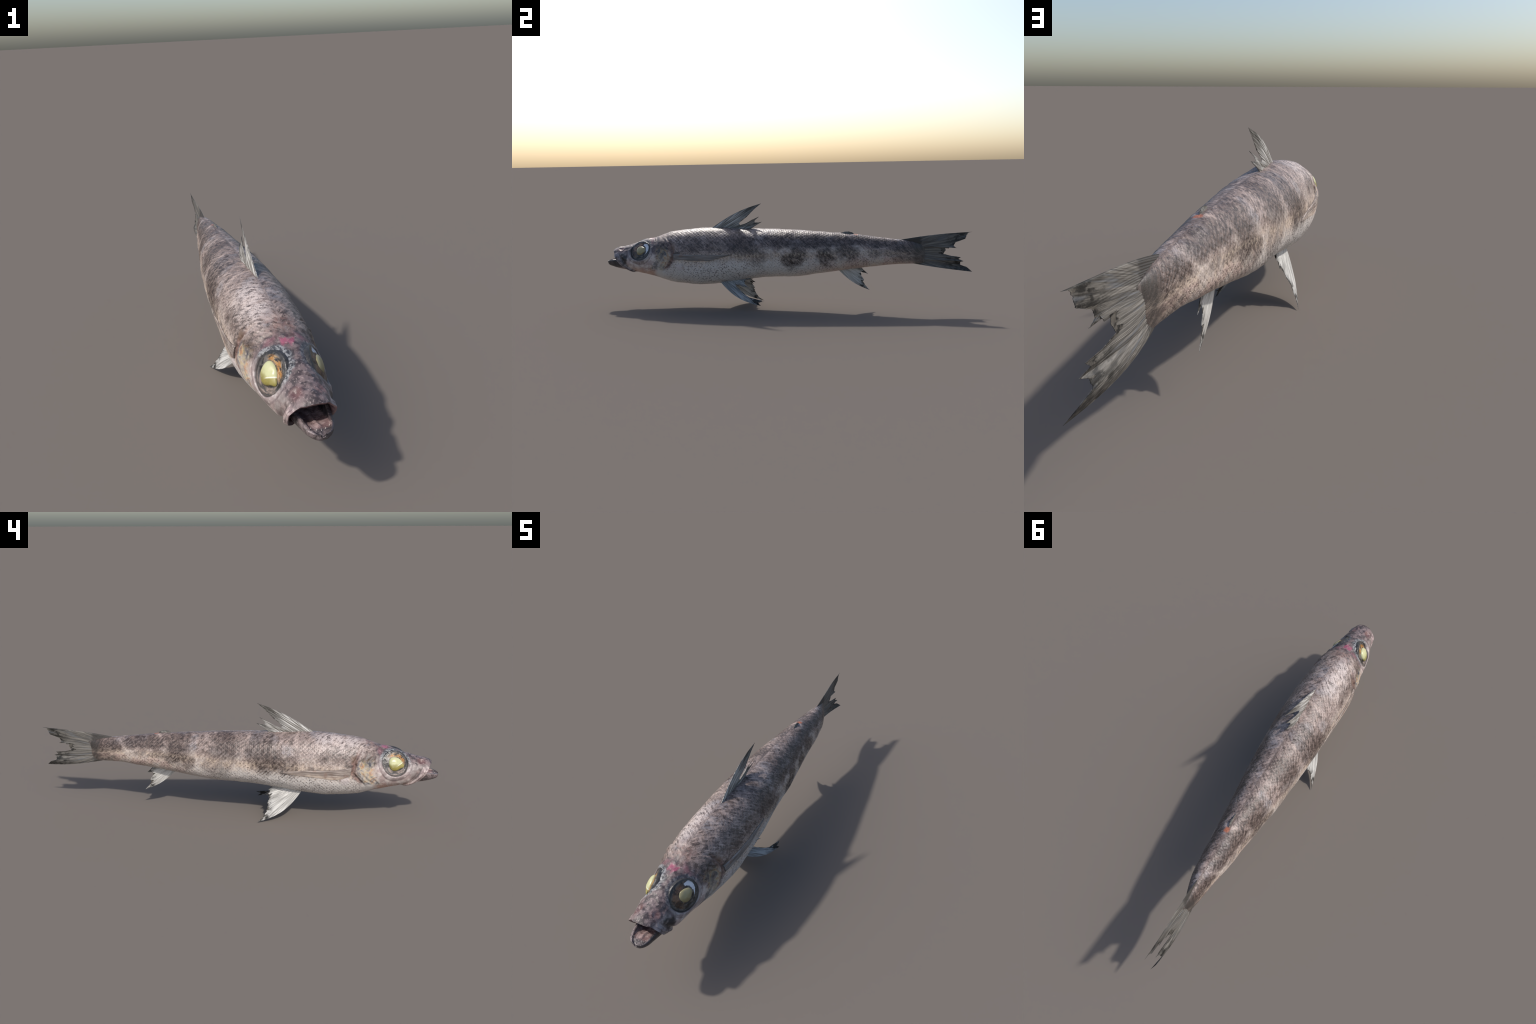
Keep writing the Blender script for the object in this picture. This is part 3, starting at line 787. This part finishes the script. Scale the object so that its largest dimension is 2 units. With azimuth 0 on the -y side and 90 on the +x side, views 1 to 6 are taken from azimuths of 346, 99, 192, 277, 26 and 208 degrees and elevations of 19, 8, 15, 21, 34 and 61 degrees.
    lr = .034 if side < 0 else .0285
    k = np.linspace(0, 1, 14)
    prof = [(lr*math.cos(a*math.pi/2*.98), (.015 if side < 0 else .010)*math.sin(a*math.pi/2)) for a in k]
    V, f = dome(prof); V = np.array(V)
    an = np.arctan2(V[:, 1], V[:, 0]); rr = np.hypot(V[:, 0], V[:, 1])/lr
    pull = 1 + (.34 if side < 0 else .05)*np.exp(-((an+.22)/.30)**2)*rr**3 + .05*np.sin(3*an+1)*rr**2
    V[:, :2] *= pull[:, None]
    V[:, 2] += .0012*vnoise(V*80, 20+side)
    lens = add_object("lens", make_mesh("lens", V, f, lens_m), eye)
    lens.location = ((.0, -.002, -.001) if side < 0 else (.004, .0, -.001))

# ---- fins
YA, ZA = (0, 1, 0), (0, 0, 1)
g = Nodes("dried_fin_edge")
dn_ = g.noise(g.pos, 60, 3)
EDGE_MAT = g.finish(g.mix(g.ramp(dn_, .4, .6), srgb(30, 29, 28), srgb(84, 80, 74)), .55, .3)
F_LIGHT, F_MID, F_DARK = srgb(202, 200, 196), srgb(134, 132, 128), srgb(50, 49, 47)
# dorsal fin: tall front blade, notch, two low torn points
dors_tip = [(.023, -.109, .569), (.021, -.1455, .540), (.018, -.191, .4955), (.012, -.234, .463), (.012, -.2266, .452), (.014, -.196, .461),
            (.018, -.1556, .483), (.024, -.120, .499), (.014, -.1455, .478), (.011, -.148, .468), (.013, -.130, .465), (.016, -.107, .470),
            (.012, -.125, .460), (.006, -.166, .441), (.003, -.180, .424)]
mat = fin_material("dorsal_fin_skin", F_LIGHT, srgb(112, 108, 102), srgb(52, 50, 46), (.01, -.44, .37), (YA, ZA), (.09, .34), ((0, .72, -.1), .19, .25), streak=44)
me = fin_mesh("dorsal_fin", [(.010, -.402, .427), (.007, -.30, .423), (.003, -.183, .416)], dors_tip, mat, thick=.008, rays=13,
              tip_t=[0, .22, .38, .52, .56, .62, .69, .75, .80, .83, .86, .90, .93, .97, 1.0],
              bow=lambda s, t: np.stack([0*s*t-.006*np.sin(math.pi*t)*(1-.5*s), 0*s*t, .018*np.sin(math.pi*t)*(1-s)**2.4], -1), seed=1, ragged=.003, nt=60, edge_mat=EDGE_MAT, edge_w=.010)
add_object("dorsal_fin", me, fish)
# small adipose fin
mat = fin_material("adipose_fin_skin", srgb(120, 118, 112), srgb(88, 87, 84), srgb(58, 58, 58), (.012, .30, .37), (YA, ZA), (.03, .12), (YA, .06, .1))
me = fin_mesh("adipose_fin", [(.014, .312, .400), (.013, .35, .396), (.012, .386, .392)], [(.014, .318, .409), (.0135, .338, .4155), (.013, .36, .4175), (.012, .378, .412), (.012, .391, .400)],
              mat, thick=.009, rays=4, nt=14, ns=50, ragged=.001, seed=2)
add_object("adipose_fin", me, fish)
# caudal fin, forked and torn
caud = [(.004, .995, .4135), (.004, .976, .410), (.005, .966, .394), (.006, .961, .377), (.007, .924, .363), (.007, .911, .358), (.008, .903, .341), (.010, .919, .329),
        (.006, .890, .340), (.004, .880, .327), (.002, .861, .332), (.000, .864, .315), (-.003, .851, .296), (.001, .896, .285), (.008, .940, .2805), (.006, .929, .271),
        (.014, .954, .261), (.006, .938, .254), (.001, .940, .240), (.006, .974, .228), (.020, .996, .207)]
cb = [(.010, .600, .368), (.006, .680, .352), (.004, .712, .330), (.003, .716, .302), (.002, .706, .272), (.003, .670, .250)]
mat = fin_material("caudal_fin_skin", srgb(120, 116, 110), srgb(80, 77, 73), srgb(36, 35, 33), (.01, .58, .31), (YA, ZA), (.14, .46), (YA, .26, .36), streak=60, tint=srgb(104, 108, 114), root_dark=True)
me = fin_mesh("caudal_fin", cb, caud, mat, thick=.0060, rays=34, ribs=.25, ns=420, nt=64, base_t=[0, .2, .4, .56, .75, 1],
              tip_t=[0, .05, .10, .15, .22, .25, .29, .33, .36, .39, .42, .46, .52, .60, .68, .71, .76, .80, .84, .93, 1],
              bow=lambda s, t: np.stack([-.015*np.sin(math.pi*t)*s**2 + .002*np.sin(math.pi*2*t)*np.cos(5*s), 0*s*t, .007*np.sin(math.pi*t)*((1-s)**4) - .006*np.sin(math.pi*t)*s**4], -1), seed=3, ragged=.003, edge_mat=EDGE_MAT, edge_w=.017, edge_bias=.45)
add_object("caudal_fin", me, fish)
# anal fin
anal = [(-.008, .472, .097), (-.005, .450, .122), (-.004, .437, .144), (-.003, .443, .153), (-.003, .430, .172), (-.002, .424, .197), (-.004, .465, .184), (-.002, .440, .206), (0, .427, .220)]
ab = [(.004, .304, .208), (.004, .36, .218), (.004, .424, .228)]
mat = fin_material("anal_fin_skin", F_LIGHT, srgb(156, 153, 148), srgb(40, 39, 38), (0, .28, .26), (YA, ZA), (.05, .34), (YA, .125, .165), streak=26)
me = fin_mesh("anal_fin", ab, anal, mat, thick=.006, rays=9, tip_t=[0, .16, .36, .44, .56, .72, .82, .92, 1.0],
              bow=lambda s, t: np.stack([0*s*t, -.006*np.sin(math.pi*t)*(1-s)**2, -.012*np.sin(math.pi*t)*(1-s)**2], -1), seed=4, ragged=.004, nt=48, edge_mat=EDGE_MAT, edge_w=.011, edge_from=.3)
add_object("anal_fin", me, fish)
# pelvic fins
pR = [(-.131, -.127, .0005), (-.123, -.150, .017), (-.111, -.163, .042), (-.100, -.173, .065), (-.086, -.170, .085), (-.075, -.178, .102), (-.066, -.172, .116), (-.064, -.163, .119),
      (-.055, -.181, .136), (-.050, -.172, .146), (-.045, -.188, .150), (-.036, -.186, .160)]
bR = [(-.050, -.340, .143), (-.037, -.26, .153), (-.030, -.185, .168)]
mat = fin_material("pelvic_fin_skin", F_LIGHT, srgb(150, 148, 144), srgb(46, 45, 43), (-.03, -.38, .20), (YA, (-.62, 0, -.78)), (.06, .44), (YA, .175, .225), streak=32)
me = fin_mesh("pelvic_fin", bR, pR, mat, thick=.008, rays=10, tip_t=[0, .13, .26, .38, .48, .58, .67, .74, .82, .88, .95, 1],
              bow=lambda s, t: np.stack([-.009*np.sin(math.pi*t)*(1-.5*s), -.016*np.sin(math.pi*t)*(1-s)**1.6, -.020*np.sin(math.pi*t)*(1-s)**1.6], -1), seed=5, ragged=.011, nt=60, ns=220, edge_mat=EDGE_MAT, edge_w=.012, edge_bias=.65, edge_from=.12)
add_object("pelvic_fin", me, fish)
pL = [(.136, -.100, .030), (.132, -.112, .043), (.131, -.086, .053), (.120, -.150, .060), (.108, -.180, .074), (.090, -.207, .092), (.058, -.258, .125), (.082, -.166, .110),
      (.060, -.205, .130), (.058, -.196, .146), (.052, -.200, .152), (.050, -.165, .158), (.036, -.185, .164)]
bL = [(.050, -.342, .145), (.046, -.26, .155), (.034, -.182, .170)]
mat = fin_material("pelvic_fin_left_skin", srgb(176, 178, 180), srgb(120, 121, 122), srgb(40, 39, 38), (.03, -.38, .20), (YA, (.62, 0, -.78)), (.06, .44), (YA, .19, .25), streak=32)
me = fin_mesh("pelvic_fin", bL, pL, mat, thick=.008, rays=10, tip_t=[0, .08, .13, .22, .32, .42, .56, .68, .76, .83, .89, .94, 1],
              bow=lambda s, t: np.stack([.012*np.sin(math.pi*t)*(1-.5*s), -.012*np.sin(math.pi*t)*(1-s)**1.6, -.020*np.sin(math.pi*t)*(1-s)**1.6], -1), seed=6, ragged=.009, nt=60, ns=220, edge_mat=EDGE_MAT, edge_w=.013, edge_from=.05)
add_object("pelvic_fin", me, fish)
# pectoral fins, folded flat on the flanks
for side, top, low in ((-1, [(-.578, .304), (-.53, .293), (-.44, .285), (-.37, .281), (-.30, .274), (-.238, .264)], [(-.572, .262), (-.53, .246), (-.489, .241), (-.419, .247), (-.325, .254), (-.240, .262)]),
                       (1, [(-.580, .306), (-.53, .303), (-.442, .302), (-.37, .303), (-.31, .304), (-.252, .306)], [(-.575, .274), (-.53, .274), (-.47, .270), (-.393, .270), (-.32, .286), (-.254, .304)])):
    top, low = np.array(top), np.array(low)
    nu_, nv_ = 90, 26
    u = np.linspace(0, 1, nu_); k = np.linspace(0, 1, len(top))
    A = np.stack([pchip(k, top[:, i])(u) for i in (0, 1)], -1); B = np.stack([pchip(k, low[:, i])(u) for i in (0, 1)], -1)
    v = np.linspace(0, 1, nv_)
    Q = A[:, None]*(1-v)[None, :, None] + B[:, None]*v[None, :, None]
    X = skin_x(Q[..., 0], Q[..., 1], side)
    edge = np.minimum(sstep(0, .12, v), 1-sstep(.9, 1.0, v)*.4)
    lift = .0012 + .0045*edge[None, :]*(1-.55*u)[:, None] + .0008*np.cos(v*2*math.pi*9)[None, :]*edge[None, :]
    O = np.stack([X+side*lift, Q[..., 0], Q[..., 1]], -1); I = np.stack([X-side*.006, Q[..., 0], Q[..., 1]], -1)
    V = np.concatenate([O.reshape(-1, 3), I.reshape(-1, 3)]); o_ = nu_*nv_
    f = grid_faces(nu_, nv_) + [tuple(reversed(q)) for q in grid_faces(nu_, nv_, offset=o_)]
    for i in range(nu_-1):
        for j in (0, nv_-1):
            a, b = i*nv_+j, (i+1)*nv_+j
            f.append((a, b, o_+b, o_+a) if j else (b, a, o_+a, o_+b))
    for j in range(nv_-1):
        f.append((j, j+1, o_+j+1, o_+j)); a = (nu_-1)*nv_+j
        f.append((a+1, a, o_+a, o_+a+1))
    if side < 0: f = [tuple(reversed(q)) for q in f]
    g = Nodes("pectoral_fin_skin")
    st = g.noise(g.vec(g.mul(g.y, 9.0), g.mul(g.z, 330.0), 0.0), 1.0, 3, .6)
    pn = g.noise(g.pos, 26, 4)
    if side < 0: c0, c1, c2 = srgb(104, 92, 86), srgb(160, 148, 140), srgb(196, 178, 162)
    else: c0, c1, c2 = srgb(104, 98, 94), srgb(146, 138, 133), srgb(168, 158, 150)
    pc = g.mix(g.ramp(st, .40, .62), c0, c1)
    pc = g.mix(g.mul(g.ramp(g.add(g.z, g.mul(g.sub(pn, .5), .04)), .268, .244), .8), pc, c2)
    pc = g.mix(g.mul(g.ramp(pn, .55, .68), .5), pc, srgb(128, 98, 84))
    g.bump(st, .003, .6)
    add_object("pectoral_fin", make_mesh("pectoral_fin", V, f, g.finish(pc, .5, .35)), fish)
